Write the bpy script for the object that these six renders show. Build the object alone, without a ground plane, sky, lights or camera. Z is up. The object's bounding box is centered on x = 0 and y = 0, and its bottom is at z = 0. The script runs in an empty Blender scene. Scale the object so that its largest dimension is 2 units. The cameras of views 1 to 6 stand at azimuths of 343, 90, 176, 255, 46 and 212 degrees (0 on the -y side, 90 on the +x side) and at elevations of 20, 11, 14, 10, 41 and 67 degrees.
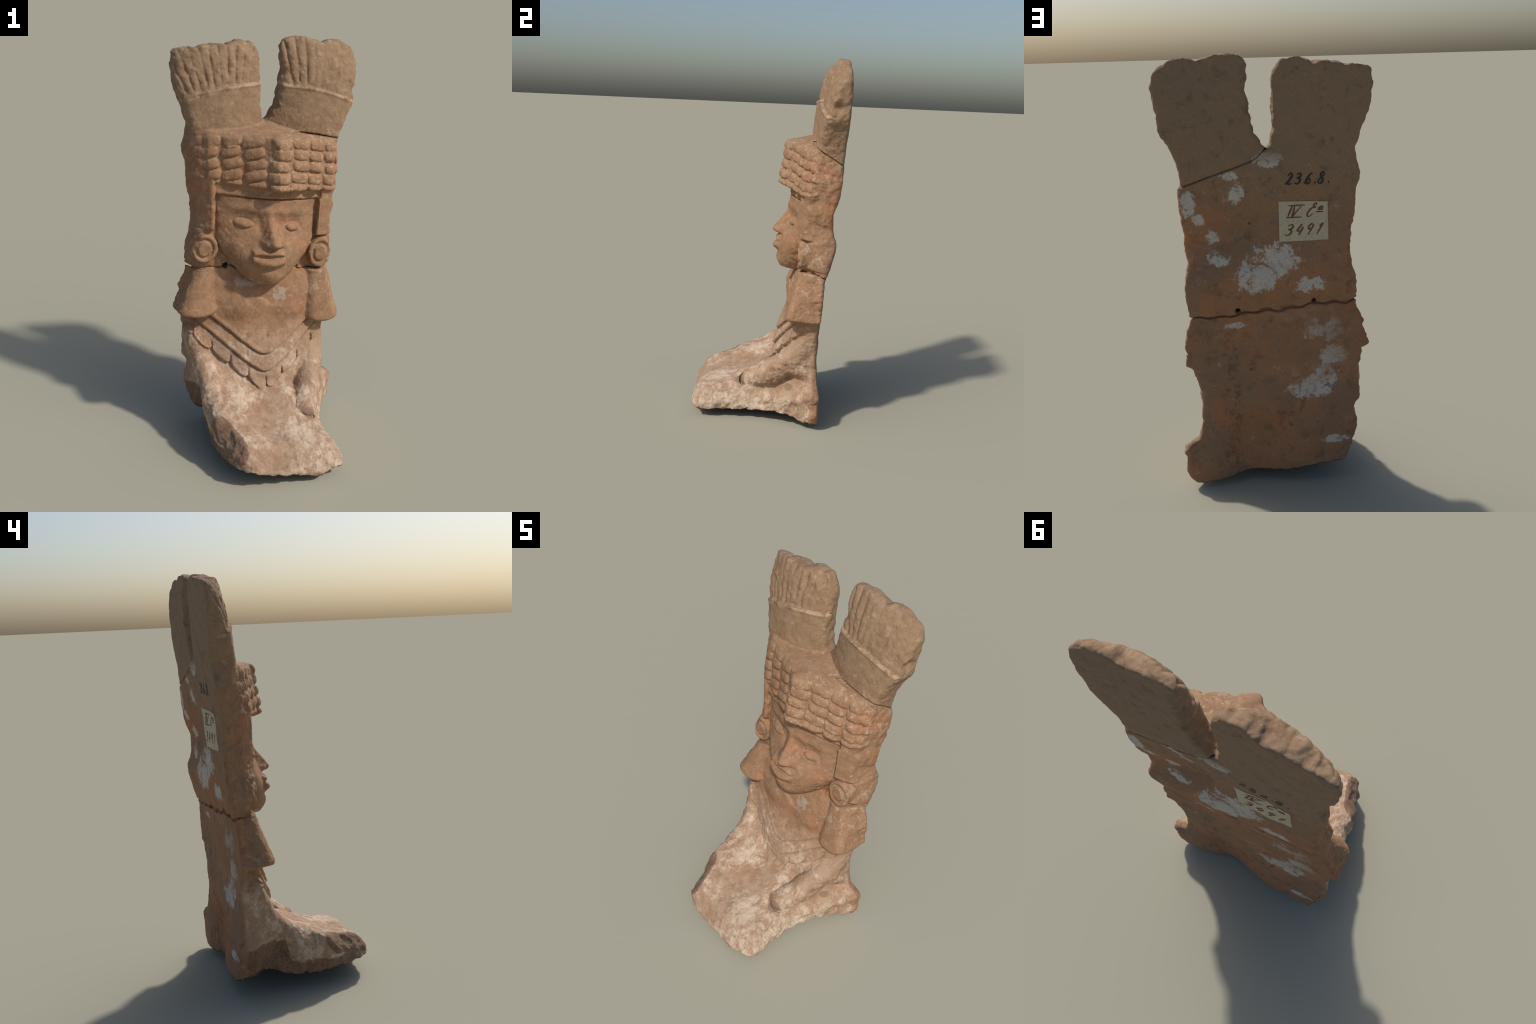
# Fired-clay seated figurine with tall feather headdress, described as an implicit
# solid (profiles + relief layers + capsules), polygonised and split into named parts.
import bpy, math
import numpy as np
from mathutils import Vector
from mathutils.bvhtree import BVHTree

H = 0.0040                                   # sampling step of the solid (m)

# ------------------------------------------------------------------ helpers
def smin(a, b, k):
    h = np.maximum(k - np.abs(a - b), 0.0) / k
    return np.minimum(a, b) - h * h * k * 0.25

def smax(a, b, k):
    return -smin(-a, -b, k)

def sstep(e0, e1, v):
    t = np.clip((v - e0) / (e1 - e0), 0, 1)
    return t * t * (3 - 2 * t)

def prof(v, pts):
    """smooth (monotone-ish Hermite) profile through control points (v, value)"""
    p = np.array(sorted(pts), float)
    X, Y = p[:, 0], p[:, 1]
    d = np.diff(Y) / np.diff(X)
    m = np.empty_like(Y)
    m[0], m[-1] = d[0], d[-1]
    m[1:-1] = np.where(d[:-1] * d[1:] > 0, 2 * d[:-1] * d[1:] / (d[:-1] + d[1:] + 1e-12), 0)
    v = np.clip(v, X[0], X[-1])
    i = np.clip(np.searchsorted(X, v) - 1, 0, len(X) - 2)
    h = X[i + 1] - X[i]
    t = (v - X[i]) / h
    return ((2*t**3-3*t**2+1)*Y[i] + (t**3-2*t**2+t)*h*m[i]
            + (-2*t**3+3*t**2)*Y[i+1] + (t**3-t**2)*h*m[i+1])

def hash3(i, j, k, seed):
    n = (i * 374761393 + j * 668265263 + k * 2147483647 + seed * 1274126177) & 0xFFFFFFFF
    n = ((n ^ (n >> 13)) * 1274126177) & 0xFFFFFFFF
    n = ((n ^ (n >> 16)) * 2246822519) & 0xFFFFFFFF
    n = n ^ (n >> 15)
    return (n & 0xFFFF).astype(np.float64) / 32767.5 - 1.0

def noise(x, y, z, scale, seed=0):
    """value noise in -1..1, features of size `scale`"""
    x, y, z = np.broadcast_arrays(np.asarray(x, float) / scale, np.asarray(y, float) / scale,
                                  np.asarray(z, float) / scale)
    xi, yi, zi = np.floor(x).astype(np.int64), np.floor(y).astype(np.int64), np.floor(z).astype(np.int64)
    fx, fy, fz = x - xi, y - yi, z - zi
    fx, fy, fz = [f*f*f*(f*(f*6-15)+10) for f in (fx, fy, fz)]
    out = 0
    for a in (0, 1):
        for b in (0, 1):
            for c in (0, 1):
                w = (fx if a else 1-fx) * (fy if b else 1-fy) * (fz if c else 1-fz)
                out = out + w * hash3(xi+a, yi+b, zi+c, seed)
    return out

def fbm(x, y, z, scale, octaves=3, seed=0):
    s, a = 0, 1.0
    for o in range(octaves):
        s = s + a * noise(x, y, z, scale / 2**o, seed + 17 * o)
        a *= 0.5
    return s

def superellipse(u, v, p):
    return (np.abs(u)**p + np.abs(v)**p)**(1.0 / p)

# ------------------------------------------------------------------ profiles
EDGE_RIGHT = [(-.05,.33),(.01,.345),(.04,.385),(.10,.405),(.19,.400),(.228,.376),(.25,.336),(.33,.324),(.47,.322),
    (.52,.335),(.585,.355),(.615,.393),(.64,.40),(.76,.377),(.845,.353),(.916,.362),(1.02,.366),(1.12,.353),
    (1.19,.358),(1.31,.370),(1.42,.379),(1.47,.369),(1.535,.380),(1.623,.414),(1.70,.455),(1.735,.456),(1.80,.464),
    (1.857,.470),(1.92,.458),(1.96,.435),(2.03,.42)]
EDGE_LEFT = [(-.05,-.25),(.06,-.28),(.10,-.335),(.194,-.380),(.282,-.397),(.375,-.388),(.42,-.411),(.615,-.416),
    (.645,-.445),(.70,-.464),(.78,-.440),(.896,-.394),(.984,-.386),(1.076,-.362),(1.197,-.359),(1.29,-.374),
    (1.384,-.384),(1.475,-.394),(1.573,-.378),(1.638,-.389),(1.773,-.438),(1.858,-.448),(1.93,-.436),(2.03,-.40)]
NOTCH_RIGHT = [(1.56,-.06),(1.60,-.004),(1.64,.030),(1.682,.052),(1.775,.066),(1.846,.074),(1.936,.069),(2.05,.10)]
NOTCH_LEFT = [(1.56,.05),(1.60,-.006),(1.622,-.022),(1.693,-.035),(1.779,-.033),(1.877,-.033),(1.953,-.050),(2.05,-.07)]
TOP = [(-.47,1.90),(-.425,1.942),(-.35,1.952),(-.242,1.955),(-.18,1.968),(-.135,1.980),(-.09,1.972),(-.045,1.950),
    (.06,1.958),(.10,1.990),(.157,1.999),(.21,1.986),(.26,1.974),(.31,1.984),(.35,1.983),(.40,1.968),(.446,1.940),(.48,1.90)]
BACK_RIGHT = [(0,.305),(.08,.311),(.22,.308),(.31,.298),(.383,.293),(.516,.297),(.61,.30),(.71,.306),(.82,.311),(.865,.330),
    (.935,.347),(1.02,.360),(1.10,.344),(1.18,.340),(1.25,.361),(1.32,.373),(1.454,.380),(1.585,.386),(1.72,.392),(1.833,.391),(1.963,.380)]
BACK_LEFT = [(0,.320),(.13,.316),(.27,.303),(.39,.298),(.54,.290),(.67,.294),(.78,.296),(.88,.300),(.95,.316),(1.05,.325),
    (1.20,.331),(1.30,.330),(1.425,.347),(1.52,.364),(1.62,.370),(1.72,.378),(1.82,.388),(1.933,.390)]
CHEST = [(.10,-.06),(.25,.025),(.30,.050),(.378,.070),(.468,.097),(.538,.128),(.634,.160),(.748,.168),(.815,.185),(.87,.205),(.95,.21)]
FACE_MID = [(.79,.150),(.816,.112),(.838,.074),(.88,.056),(.93,.052),(.98,.056),(1.03,.070),(1.08,.094),(1.14,.106),(1.20,.112),(1.30,.124)]
FACE_HALF_WIDTH = [(.80,.03),(.822,.070),(.845,.112),(.90,.168),(.95,.205),(1.0,.238),(1.05,.255),(1.30,.262)]

def back_y(x, z):
    t = sstep(-.36, .36, x)
    y = prof(z, BACK_LEFT) * (1 - t) + prof(z, BACK_RIGHT) * t
    y = y + .005*sstep(1.15, 1.5, z)*sstep(-.05, -.25, x)              # upper left bellies out
    y = y - .042*np.exp(-((x-.14)/.12)**2 - ((z-1.28)/.12)**2)         # hollow behind the head
    y = y - np.exp(-((x-.09)/.13)**2)*(.045*sstep(.36, .10, z) + .045*np.exp(-((z-.26)/.09)**2))          # foot curls under
    return y

def crack_neck_z(x, y):
    return .868 - .066 * x - .20 * (y - .28) + .006 * np.sin(x * 23) + .005 * np.sin(x * 61 + 1)

def crack_tuft_z(x, y):
    back = prof(x, [(-.1,1.63),(0,1.598),(.04,1.560),(.135,1.522),(.25,1.485),(.365,1.447),(.5,1.42)])
    front = prof(x, [(-.1,1.60),(0,1.575),(.05,1.560),(.2,1.548),(.376,1.515),(.5,1.49)])
    t = np.clip((y - .25) / .12, 0, 1)
    return front * (1 - t) + back * t

# headband (tall band of rows of rounded beads)
BEAD_COLUMNS = [-.352, -.294, -.206, -.104, .016, .122, .212, .294, .350]
BEAD_HALF_WIDTH = [.026, .036, .047, .049, .058, .047, .042, .037, .022]
BEAD_ROWS = 5

def bead_row_z(x, row):
    return 1.532 - .0535 * row - .075 * x - .25 * x * x

def bead_layout():
    rng = np.random.default_rng(5)
    out = []
    for c, (cx, hw) in enumerate(zip(BEAD_COLUMNS, BEAD_HALF_WIDTH)):
        for r in range(BEAD_ROWS):
            x = cx + rng.normal(0, .004) + .004 * (2 - r) * (1 if cx > 0 else -.4)
            z = bead_row_z(cx, r) + rng.normal(0, .0025)
            out.append((x, z, hw * rng.uniform(.92, 1.05), .0262 * rng.uniform(.94, 1.06),
                        .018 * rng.uniform(.8, 1.2) * (.55 if c in (0,) else 1), r, c))
    return out
BEADS = bead_layout()

# garment edges: V-shaped layers
def vee(x, tip_x, tip_z, sl, sr, r):
    d = x - tip_x
    s = np.where(d < 0, sl, sr)
    return tip_z + s * (np.sqrt(d * d + r * r) - r)

def scallop_edge(x):
    base = vee(x, -.03, .318, .86, .78, .05)
    d = x + .025
    return base - .030 * np.abs(np.sin(math.pi * (d / .088)))**.4 - .002

EYES = [(-.145, 1.140, .044, .0205), (.104, 1.112, .040, .0195)]
EARSPOOLS = [(-.325, 1.003, .068, .073, .184), (.272, .953, .064, .080, .168)]
FANS = [(-.20, 1.30, -.02), (.20, 1.28, .05)]        # feather fan origins (x, z), lean

def tuft_band_z(x, side):
    if side < 0:
        return prof(x, [(-.45,1.700),(-.387,1.727),(-.25,1.765),(-.15,1.777),(-.03,1.783)])
    return prof(x, [(.05,1.778),(.084,1.773),(.2,1.765),(.3,1.742),(.411,1.703),(.48,1.67)])

def relief(x, z):
    """front surface y(x, z) of everything that is carved as relief on the plaque"""
    # --- torso and garment
    xc = x + .02
    side = .40 + .38 * sstep(.62, .40, z)
    Y = prof(z, CHEST) + side * xc**2 + .9 * np.maximum(np.abs(xc) - .30, 0)**1.2
    Y += .006 * np.exp(-((x+.03)/.10)**2 - ((z-.70)/.07)**2) * 0
    # soft breasts and the clay ledge under the neck
    for bx, bz in ((-.15, .690), (.125, .665)):
        Y -= .018 * np.exp(-((x-bx)/.06)**2 - ((z-bz)/.055)**2)
    Y -= .012 * sstep(.012, -.012, z - (.735 - .02*np.sin(x*22) + .25*np.maximum(-x-.06, 0))) * sstep(.75, .60, z)*0
    Y -= .010 * sstep(.740, .720, z + .03*np.sin(x*25+.6)) * sstep(.40, .70, z) * np.exp(-((x+.03)/.17)**4)
    # belly button-like pit
    Y += .010 * np.exp(-(((x+.012)/.014)**2 + ((z-.540)/.012)**2))
    v1 = vee(x, -.028, .462, .86, .70, .045)
    v2 = vee(x, -.028, .372, .88, .82, .045)
    v3 = scallop_edge(x)
    up1 = sstep(-.005, .005, z - v1)
    up2 = sstep(-.005, .005, z - v2)
    up3 = sstep(-.005, .006, z - v3)
    Y += .014 - .010 * up1 - .010 * up2 - .021 * up3
    # rounded lips of each layer and fine grooves along the edges
    Y -= .004 * np.exp(-((z - v1 - .014)/.012)**2) + .004 * np.exp(-((z - v2 - .014)/.012)**2)
    Y += .010 * np.exp(-((z - v1 + .005)/.006)**2) + .010 * np.exp(-((z - v2 + .005)/.006)**2) + .006 * np.exp(-((z - v3 + .006)/.006)**2)
    # scallop notches run a little way up between the lobes
    lob = np.abs(np.sin(math.pi * ((x + .025) / .088)))
    Y += .013 * np.exp(-(lob/.15)**2) * np.exp(-((z - v3 - .012)/.022)**2)

    # --- ear pendants (flared bells)
    for s, top, bot in ((-1, (-.318,.885,.056), (-.362,.668,.112)), (1, (.272,.842,.074), (.292,.596,.100))):
        t = np.clip((z - bot[1]) / (top[1] - bot[1]), -.3, 1.3)
        cx = bot[0] + (top[0]-bot[0]) * t
        hw = bot[2] + (top[2]-bot[2]) * t**.8 if False else bot[2] + (top[2]-bot[2]) * np.sign(t)*np.abs(t)**.75
        u = (x - cx) / hw
        zb = bot[1] + .02*np.abs(u)**2 - .012
        front = (.186 if s < 0 else .168) - (.072 if s < 0 else .066) * (1 - np.clip(t, 0, 1))**1.1
        pend = front + .040 * np.abs(u)**3.2
        m = sstep(1.04, .92, np.abs(u)) * sstep(-.012, .012, z - zb) * sstep(.012, -.012, z - top[1] - .02)
        pend = pend + .022 * sstep(.035, .0, z - zb)**2
        Y = Y * (1 - m) + np.minimum(Y, pend) * m
    # --- head plate
    zc = crack_neck_z(x, .17)
    head = sstep(-.004, .010, z - zc)
    plate = .205 + .22 * np.maximum(np.abs(x + .02) - .30, 0) + .09 * sstep(1.32, 1.36, z + .10*x)
    hp = plate
    # hair panels beside the face
    tilt = z + .085 * (x + .02)
    below = sstep(1.345, 1.315, z + .10*x)
    hl = sstep(-.27, -.282, x) * sstep(1.068, 1.080, tilt) * below
    panel_l = .176 + .90*np.maximum(-.295 - x, 0) + .03*np.maximum(1.13 - z, 0)
    hr = sstep(.232, .244, x) * sstep(1.060, 1.072, tilt) * below
    panel_r = .160 + .030*np.maximum(x - .25, 0)/.08
    hp = hp*(1-hl) + panel_l*hl
    hp = hp*(1-hr) + panel_r*hr
    # face oval
    dx = x + .012
    w = prof(z, FACE_HALF_WIDTH)
    t = np.clip(np.abs(dx) / w, 0, 1.0)
    mid = prof(z + .03 * dx, FACE_MID)
    edge = .206
    flat = (np.sqrt(t*t + .03) - .173) / .842
    roundd = 1 - (1 - t**2.3)**.62
    b = sstep(.93, 1.08, z)
    F = mid + (edge - mid) * (flat*(.20 + .30*b) + roundd*(.80 - .30*b))
    xf = x + .022 + .09 * (z - 1.18)          # face midline leans a little
    ztl = z + .105 * (x + .02)                # eye line leans
    # eye sockets under the brow
    for s in (-1, 1):
        ex = xf - s * .118
        F += .015 * np.exp(-(ex/.072)**2 - ((ztl - 1.150)/.036)**2)
    # brow crease
    F -= .005 * np.exp(-((ztl - 1.198)/.018)**2) * sstep(.22, .16, np.abs(xf))
    F += .010 * np.exp(-((np.abs(xf) - .052)/.020)**2 - ((ztl - 1.13)/.045)**2)
    # eyeballs
    for ex, ez, ew, eh in EYES:
        u, v = (x - ex)/ew, (z - ez + .10*(x - ex))/eh
        q = u*u + np.abs(v)**2
        F -= .0165 * np.clip(1 - q, 0, 1)**.62
        F += .0035 * np.exp(-((np.sqrt(q) - 1.15)/.22)**2)
    # nose
    tz = np.clip((1.205 - ztl) / .165, 0, 1.25)
    nw = .020 + .034 * np.clip(tz, 0, 1)**1.5
    ridge = prof(tz, [(0,.002),(.2,.006),(.45,.026),(.75,.055),(.90,.062),(1.0,.050),(1.08,.014),(1.15,0),(1.3,0)])
    nose = ridge * np.exp(-np.abs(xf / (nw*.80))**2.2)
    wing = .022 * (np.exp(-(((xf-.040)/.017)**2 + ((ztl-1.056)/.016)**2)) + np.exp(-(((xf+.040)/.017)**2 + ((ztl-1.056)/.016)**2)))
    F -= np.maximum(nose, wing) + .25*np.minimum(nose, wing)
    # nostril line / groove under nose and cheek fold
    F += .010 * np.exp(-((ztl - 1.032)/.010)**2) * sstep(.065, .03, np.abs(xf))
    # mouth
    mx = x + .034
    zm = z + .055 * mx
    um = np.clip(mx / .088, -1.3, 1.3)
    cut = .981 + .004 * um**2
    open_ = sstep(1.02, .80, np.abs(um))
    upper = 1.004 - .006*um**2 + .004*np.abs(np.sin(um*2.0))
    F -= .020 * np.exp(-((zm - upper)/.0135)**2) * open_
    low = .958 + .024 * um**2
    F -= .026 * np.exp(-np.abs((zm - low)/.0235)**2.6) * open_
    F += .014 * np.exp(-((zm - cut - .003)/.0085)**2) * open_
    F += .008 * np.exp(-((zm - .925)/.016)**2 - (mx/.07)**2)
    F -= .006 * np.exp(-((zm - .885)/.03)**2 - (mx/.06)**2)
    face_m = sstep(1.0, .955, np.abs(dx)/w) * sstep(.822, .836, z + .02*dx) \
        * sstep(.006, -.004, z - (1.256 - .085*(x + .02)))
    hp = hp*(1-face_m) + F*face_m
    # neck gap beside jaw is deep
    gap = sstep(.02, .0, np.abs(dx) - w) * (1-face_m) * sstep(1.02, .93, z)
    hp = hp + .0 * gap
    # forehead band above the face opening
    zb = 1.256 - .085*(x + .02)
    strip = sstep(-.004, .006, z - zb) * sstep(-.29, -.27, x) * sstep(.262, .242, x) * sstep(1.345, 1.315, z + .11*x)
    strip_y = .118 + .5*(np.sqrt((x+.01)**2 + .10**2) - .10)*.75 - .006*np.exp(-((z - zb - .012)/.010)**2)
    hp = hp*(1-strip) + strip_y*strip
    # ear spools
    for ex, ez, rx, rz, ey in EARSPOOLS:
        q = np.sqrt(((x-ex)/rx)**2 + ((z-ez)/rz)**2)
        spool = ey + .05 * np.clip(q - .75, 0, 1)**2*4 * .25
        spool = spool + .007*np.exp(-((q - .62)/.10)**2) - .006*sstep(.56, .46, q) - .004*np.exp(-((q-.85)/.12)**2)
        m = sstep(1.06, .94, q)
        hp = hp*(1-m) + np.minimum(hp, spool)*m
    head = np.maximum(head, face_m)
    Y = Y*(1-head) + np.where(head > 0, np.minimum(hp, np.where(face_m > .5, hp, 9)), hp)*head

    # --- tufts (upper plaque above the headband)
    for side in (-1, 1):
        bz = tuft_band_z(x, side)
        cx = -.22 if side < 0 else .24
        base_y = .232
        tz = z - bz
        band = base_y + .09*np.maximum(z - 1.60, 0) + np.where((x - cx)*side > 0, 1.15 if side < 0 else .70, 1.5)*(x - cx)**2
        fan = prof(tz, [(-.3,.012),(0,.012),(.08,.022),(.15,.040),(.20,.060),(.30,.11)]) + band - .09*np.maximum(tz, 0)
        fx, fz, lean = FANS[0] if side < 0 else FANS[1]
        ang = np.arctan2(x - fx, z - fz)
        g = np.abs(np.sin(ang * 46 + (0.4 if side < 0 else 1.1)))
        depth = (.0075 if side < 0 else .0055) * sstep(-.005, .03, tz) * (.80 + .20*np.sin(ang*11 + 2))
        if side > 0:
            depth = depth * (.55 + .7*sstep(.26, .12, x))
        fan = fan + depth * (1 - g)**1.6 * 1.6 * (.75 + .6*noise(x, 0*x, z, .05, 61)) + .0035*fbm(x, 0*x, z, .03, 2, 63)
        up = sstep(-.004, .006, tz)
        tuft = band*(1-up) + fan*up - .0045*np.exp(-((tz + .004)/.008)**2)
        sel = (x < .0) if side < 0 else (x >= .0)
        hb_top = 1.545 - .09*x - .02
        m = sstep(-.03, .0, z - hb_top) * sel
        Y = np.where(m > 0, Y*(1-m) + tuft*m, Y)

    # --- headband
    d = x - .0
    ad = np.abs(d)
    plan = .056 + np.where(d < 0, .40, .33)*ad + .016*(1 - np.exp(-(ad/.07)**2)) + np.where(d < 0, .45, .9)*np.maximum(ad - .31, 0)
    zt = 1.560 - .085*x - .10*x*x
    zb = 1.300 - .110*x - .02*np.abs(x)
    tz = (z - zb) / (zt - zb)
    hb = plan + .030*np.clip(tz - .05, 0, 1.1)
    hb = hb + .045*np.clip((.10 - tz)/.10, 0, 2)**2
    hb = hb + prof(tz, [(.90,0),(.97,.006),(1.0,.022),(1.03,.062),(1.07,.125),(1.12,.190),(1.2,.26),(1.6,.5)])
    for bx, bz, bw, bh, amp, r, c in BEADS:
        q = superellipse((x - bx)/bw, (z - bz + .20*(x - bx)*np.sign(bx))/bh, 3.2)
        hb -= amp * np.clip(1 - q**2.6, 0, 1)**.55
    m = sstep(-.012, .004, z - zb)
    Y = np.where(m > 0, smin(Y, hb + .25*(1-m), .012), Y)
    return Y

# lap / legs block --------------------------------------------------------
def lap_top(x, y):
    mid = prof(y, [(-.45,.06),(-.392,.10),(-.365,.148),(-.30,.186),(-.20,.202),(-.10,.236),(0,.278),(.05,.292),(.12,.305),(.25,.33)])
    left = prof(y, [(-.45,.10),(-.385,.150),(-.36,.182),(-.29,.220),(-.165,.246),(-.127,.272),(-.04,.296),(.046,.335),(.10,.38),(.25,.46)])
    right = prof(y, [(-.45,.04),(-.395,.085),(-.36,.125),(-.30,.152),(-.15,.160),(0,.165),(.12,.190),(.25,.21)])
    tl = sstep(-.07, -.23, x)
    tr = sstep(.06, .27, x)
    return mid*(1-tl)*(1-tr) + left*tl + right*tr*(1-tl)

def lap_bottom(x, y):
    l = prof(y, [(-.42,.105),(-.34,.10),(-.18,.086),(-.05,.080),(.05,.090),(.12,.117),(.19,.132),(.24,.112),(.29,.098),(.35,.095)])
    r = prof(y, [(-.42,.075),(-.386,.066),(-.36,.046),(-.125,.038),(.116,.058),(.223,.034),(.28,.018),(.35,.012)])
    m = prof(y, [(-.42,.055),(-.37,.048),(-.2,.06),(.1,.09),(.22,.060),(.35,.050)])
    t = np.clip((x + .33)/.66, 0, 1)
    a = np.where(t < .5, l + (m-l)*sstep(0, .5, t), m + (r-m)*sstep(.55, 1.0, t))
    return a - .030*np.exp(-((x-.11)/.05)**2 - ((y+.37)/.05)**2)

LAP_LEFT = [(-.42,-.235),(-.377,-.262),(-.30,-.298),(-.174,-.328),(0,-.338),(.10,-.33),(.17,-.318),(.25,-.345),(.35,-.36)]
LAP_RIGHT = [(-.42,.205),(-.377,.240),(-.30,.246),(-.20,.238),(-.07,.238),(.03,.262),(.12,.298),(.20,.340),(.26,.380),(.31,.398)]

def capsule(x, y, z, a, b, ra, rb):
    ax, ay, az = a; bx, by, bz = b
    dx, dy, dz = bx-ax, by-ay, bz-az
    t = np.clip(((x-ax)*dx + (y-ay)*dy + (z-az)*dz) / (dx*dx+dy*dy+dz*dz), 0, 1)
    return np.sqrt((x-ax-t*dx)**2 + (y-ay-t*dy)**2 + (z-az-t*dz)**2) - (ra + (rb-ra)*t)

ARM = [((.285,.235,.47),.047), ((.252,.180,.368),.062), ((.206,.062,.272),.065), ((.146,-.066,.198),.058)]
LEFT_LIMB = [((-.365,.215,.53),.045), ((-.325,.14,.36),.045), ((-.300,-.02,.240),.042), ((-.298,-.14,.195),.040)]
THIGH = [((.22,.0,.115),.030), ((.28,.13,.13),.030), ((.345,.245,.170),.032), ((.385,.275,.185),.024)]

def limb(x, y, z, chain):
    f = None
    for (a, ra), (b, rb) in zip(chain, chain[1:]):
        c = capsule(x, y, z, a, b, ra, rb)
        f = c if f is None else smin(f, c, .03)
    return f

DRILL_HOLES = [((.143, .872), .30, .013), ((-.206, .898), .30, .0125), ((-.215, .905), .17, .017), ((.155, .876), .17, .010)]

def build_field():
    xs = np.arange(-.52, .5201, H); ys = np.arange(-.44, .4601, H); zs = np.arange(-.03, 2.0401, H)
    X, Z = np.meshgrid(xs, zs, indexing='ij')
    Yf = relief(X, Z)
    gx, gz = np.gradient(Yf, H)
    gn = 1.0 / np.sqrt(1 + np.minimum(gx*gx + gz*gz, 9.0))
    Yb = back_y(X, Z) + .003*fbm(X, 0*X, Z, .09, 3, 3)
    gx, gz = np.gradient(Yb, H)
    gb = 1.0 / np.sqrt(1 + gx*gx + gz*gz)
    wob = .004*fbm(X, 0*X, Z, .09, 3, 8)
    ER, EL = prof(Z, EDGE_RIGHT) + .003*sstep(1.5, 1.4, Z) + wob, prof(Z, EDGE_LEFT) - .006 - .009*sstep(.36, .44, Z) - .004*sstep(.36, .44, Z)*sstep(.72, .62, Z) + wob
    NR, NL = prof(Z, NOTCH_RIGHT), prof(Z, NOTCH_LEFT)
    NR = NR + .006*fbm(X*0, X*0+5, Z, .03, 2, 31)
    T = prof(X, TOP) - .003 + .007*fbm(X, 0*X, 0*X, .035, 2, 21)
    low = Z < .62
    iz = int(low[0].sum())
    F = np.empty((len(xs), len(ys), len(zs)), np.float32)
    for j, y in enumerate(ys):
        depth = np.clip(Yb - y, 0, .25)
        flare = (.26 - .17*sstep(1.24, 1.30, Z))*np.maximum(depth - .02, 0)*sstep(.60, .72, Z)*sstep(1.62, 1.5, Z) + .10*depth*sstep(1.5, 1.62, Z)
        flare_l = .24*np.maximum(depth - .03, 0)*sstep(.86, .93, Z)*sstep(1.62, 1.5, Z) + .10*depth*sstep(1.5, 1.62, Z)
        flare = flare + 1.0*np.maximum(depth - .035, 0)*sstep(.32, .24, Z)
        flare_l = flare_l + .9*np.maximum(depth - .09, 0)*sstep(.46, .36, Z)
        rough = .003*fbm(X, X*0 + y, Z, .05, 2, 44)
        side = np.maximum(X - ER + flare + rough, EL - X + flare_l + rough)
        front = (Yf - y)*gn
        back = (y - Yb)*gb
        f = smax(side*.93, front, .030)
        f = smax(f, back, .022)
        # top of the tufts, bevelled to the front
        f = smax(f, (Z - T + .001 + rough*1.6)*.96, .014)
        # gap between the two tufts
        gap = np.minimum(X - NL, NR - X) - .05*depth*0
        gap = np.where(Z > 1.56, gap, -.2)
        f = smax(f, gap*.95, .022)
        # plaque ends above the foot
        zbm = lap_bottom(X, np.full_like(X, y))
        f = smax(f, zbm - Z, .018)
        # legs, limbs (lower part only)
        Xl, Zl, fl = X[:, :iz], Z[:, :iz], f[:, :iz]
        Yl = np.full_like(Xl, y)
        lt = lap_top(Xl, Yl) + .004*fbm(Xl, Yl, Zl, .06, 2, 5)
        rg = .007*fbm(Xl, Yl, Zl, .05, 3, 12)
        lap = (Zl - lt)*.82
        sides = np.maximum(prof(Yl, LAP_LEFT) - Xl, Xl - prof(Yl, LAP_RIGHT)) + rg
        # battered sides lean in towards the top
        sides = sides + .40*np.clip(Zl - .10, -.02, .2)*(Xl > 0)
        frontp = (-.412 + .14*Xl**2*2 + .10*np.clip(Zl - .07, 0, .3)) - Yl + rg + .008*np.exp(-((Xl+.02)/.05)**2)
        lap = smax(lap, sides*.95, .045)
        lap = smax(lap, frontp, .05)
        lap = smax(lap, Yl - .24, .02)
        lap = smax(lap, lap_bottom(Xl, Yl) + .006*fbm(Xl, Yl, Zl, .03, 2, 77) - Zl, .015)
        # chipped facet on the front left corner
        chip = -.729*Xl - .409*Yl + .551*Zl - .4190 - .5*np.maximum(Yl + .18, 0) + .6*rg
        lap = smax(lap, chip, .012)
        fl = smin(fl, lap, .03)
        fl = smin(fl, limb(Xl, Yl, Zl, ARM), .014)
        fl = smin(fl, limb(Xl, Yl, Zl, LEFT_LIMB), .06)
        fl = smin(fl, limb(Xl, Yl, Zl, THIGH), .035)
        # groove round the broken wrist where it joins the lap
        la = limb(Xl, Yl, Zl, ARM)
        groove = np.minimum(.0045 - np.abs(la - .003), np.minimum(-.045 - Yl, Zl - lt + .022))
        fl = smax(fl, np.minimum(groove, .19 - Xl), .006)
        # broken hollow under the left elbow
        hol = np.sqrt(((Xl + .425)/.06)**2 + ((Yl - .15)/.085)**2 + ((Zl - .19)/.085)**2) - 1
        fl = smax(fl, -hol*.05, .02)
        f[:, :iz] = fl
        # cracks between the mended pieces
        cz = np.abs(Z - crack_neck_z(X, y))
        inner = np.maximum(-f, 0)
        cut = (inner < .018) & ((y > .175) | (np.abs(X + .012) > .19))
        f = np.maximum(f, np.where(cut, (.0050 + .0018*(y > .27) - .12*inner + .0025*noise(X, y, Z, .03, 9)) - cz, -1))
        ct = np.abs(Z - crack_tuft_z(X, y))
        onr = (X > .045) | ((y > .33) & (X > -.006))
        f = np.maximum(f, np.where((inner < .014) & onr & (y > .222), .0040 - .12*inner - ct, -1))
        # drilled holes
        for (hx, hz), hy, hr in DRILL_HOLES:
            if abs(y - hy) < .07:
                rr = np.sqrt((X-hx)**2 + (Z-hz)**2)
                f = np.maximum(f, hr - rr)
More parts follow.
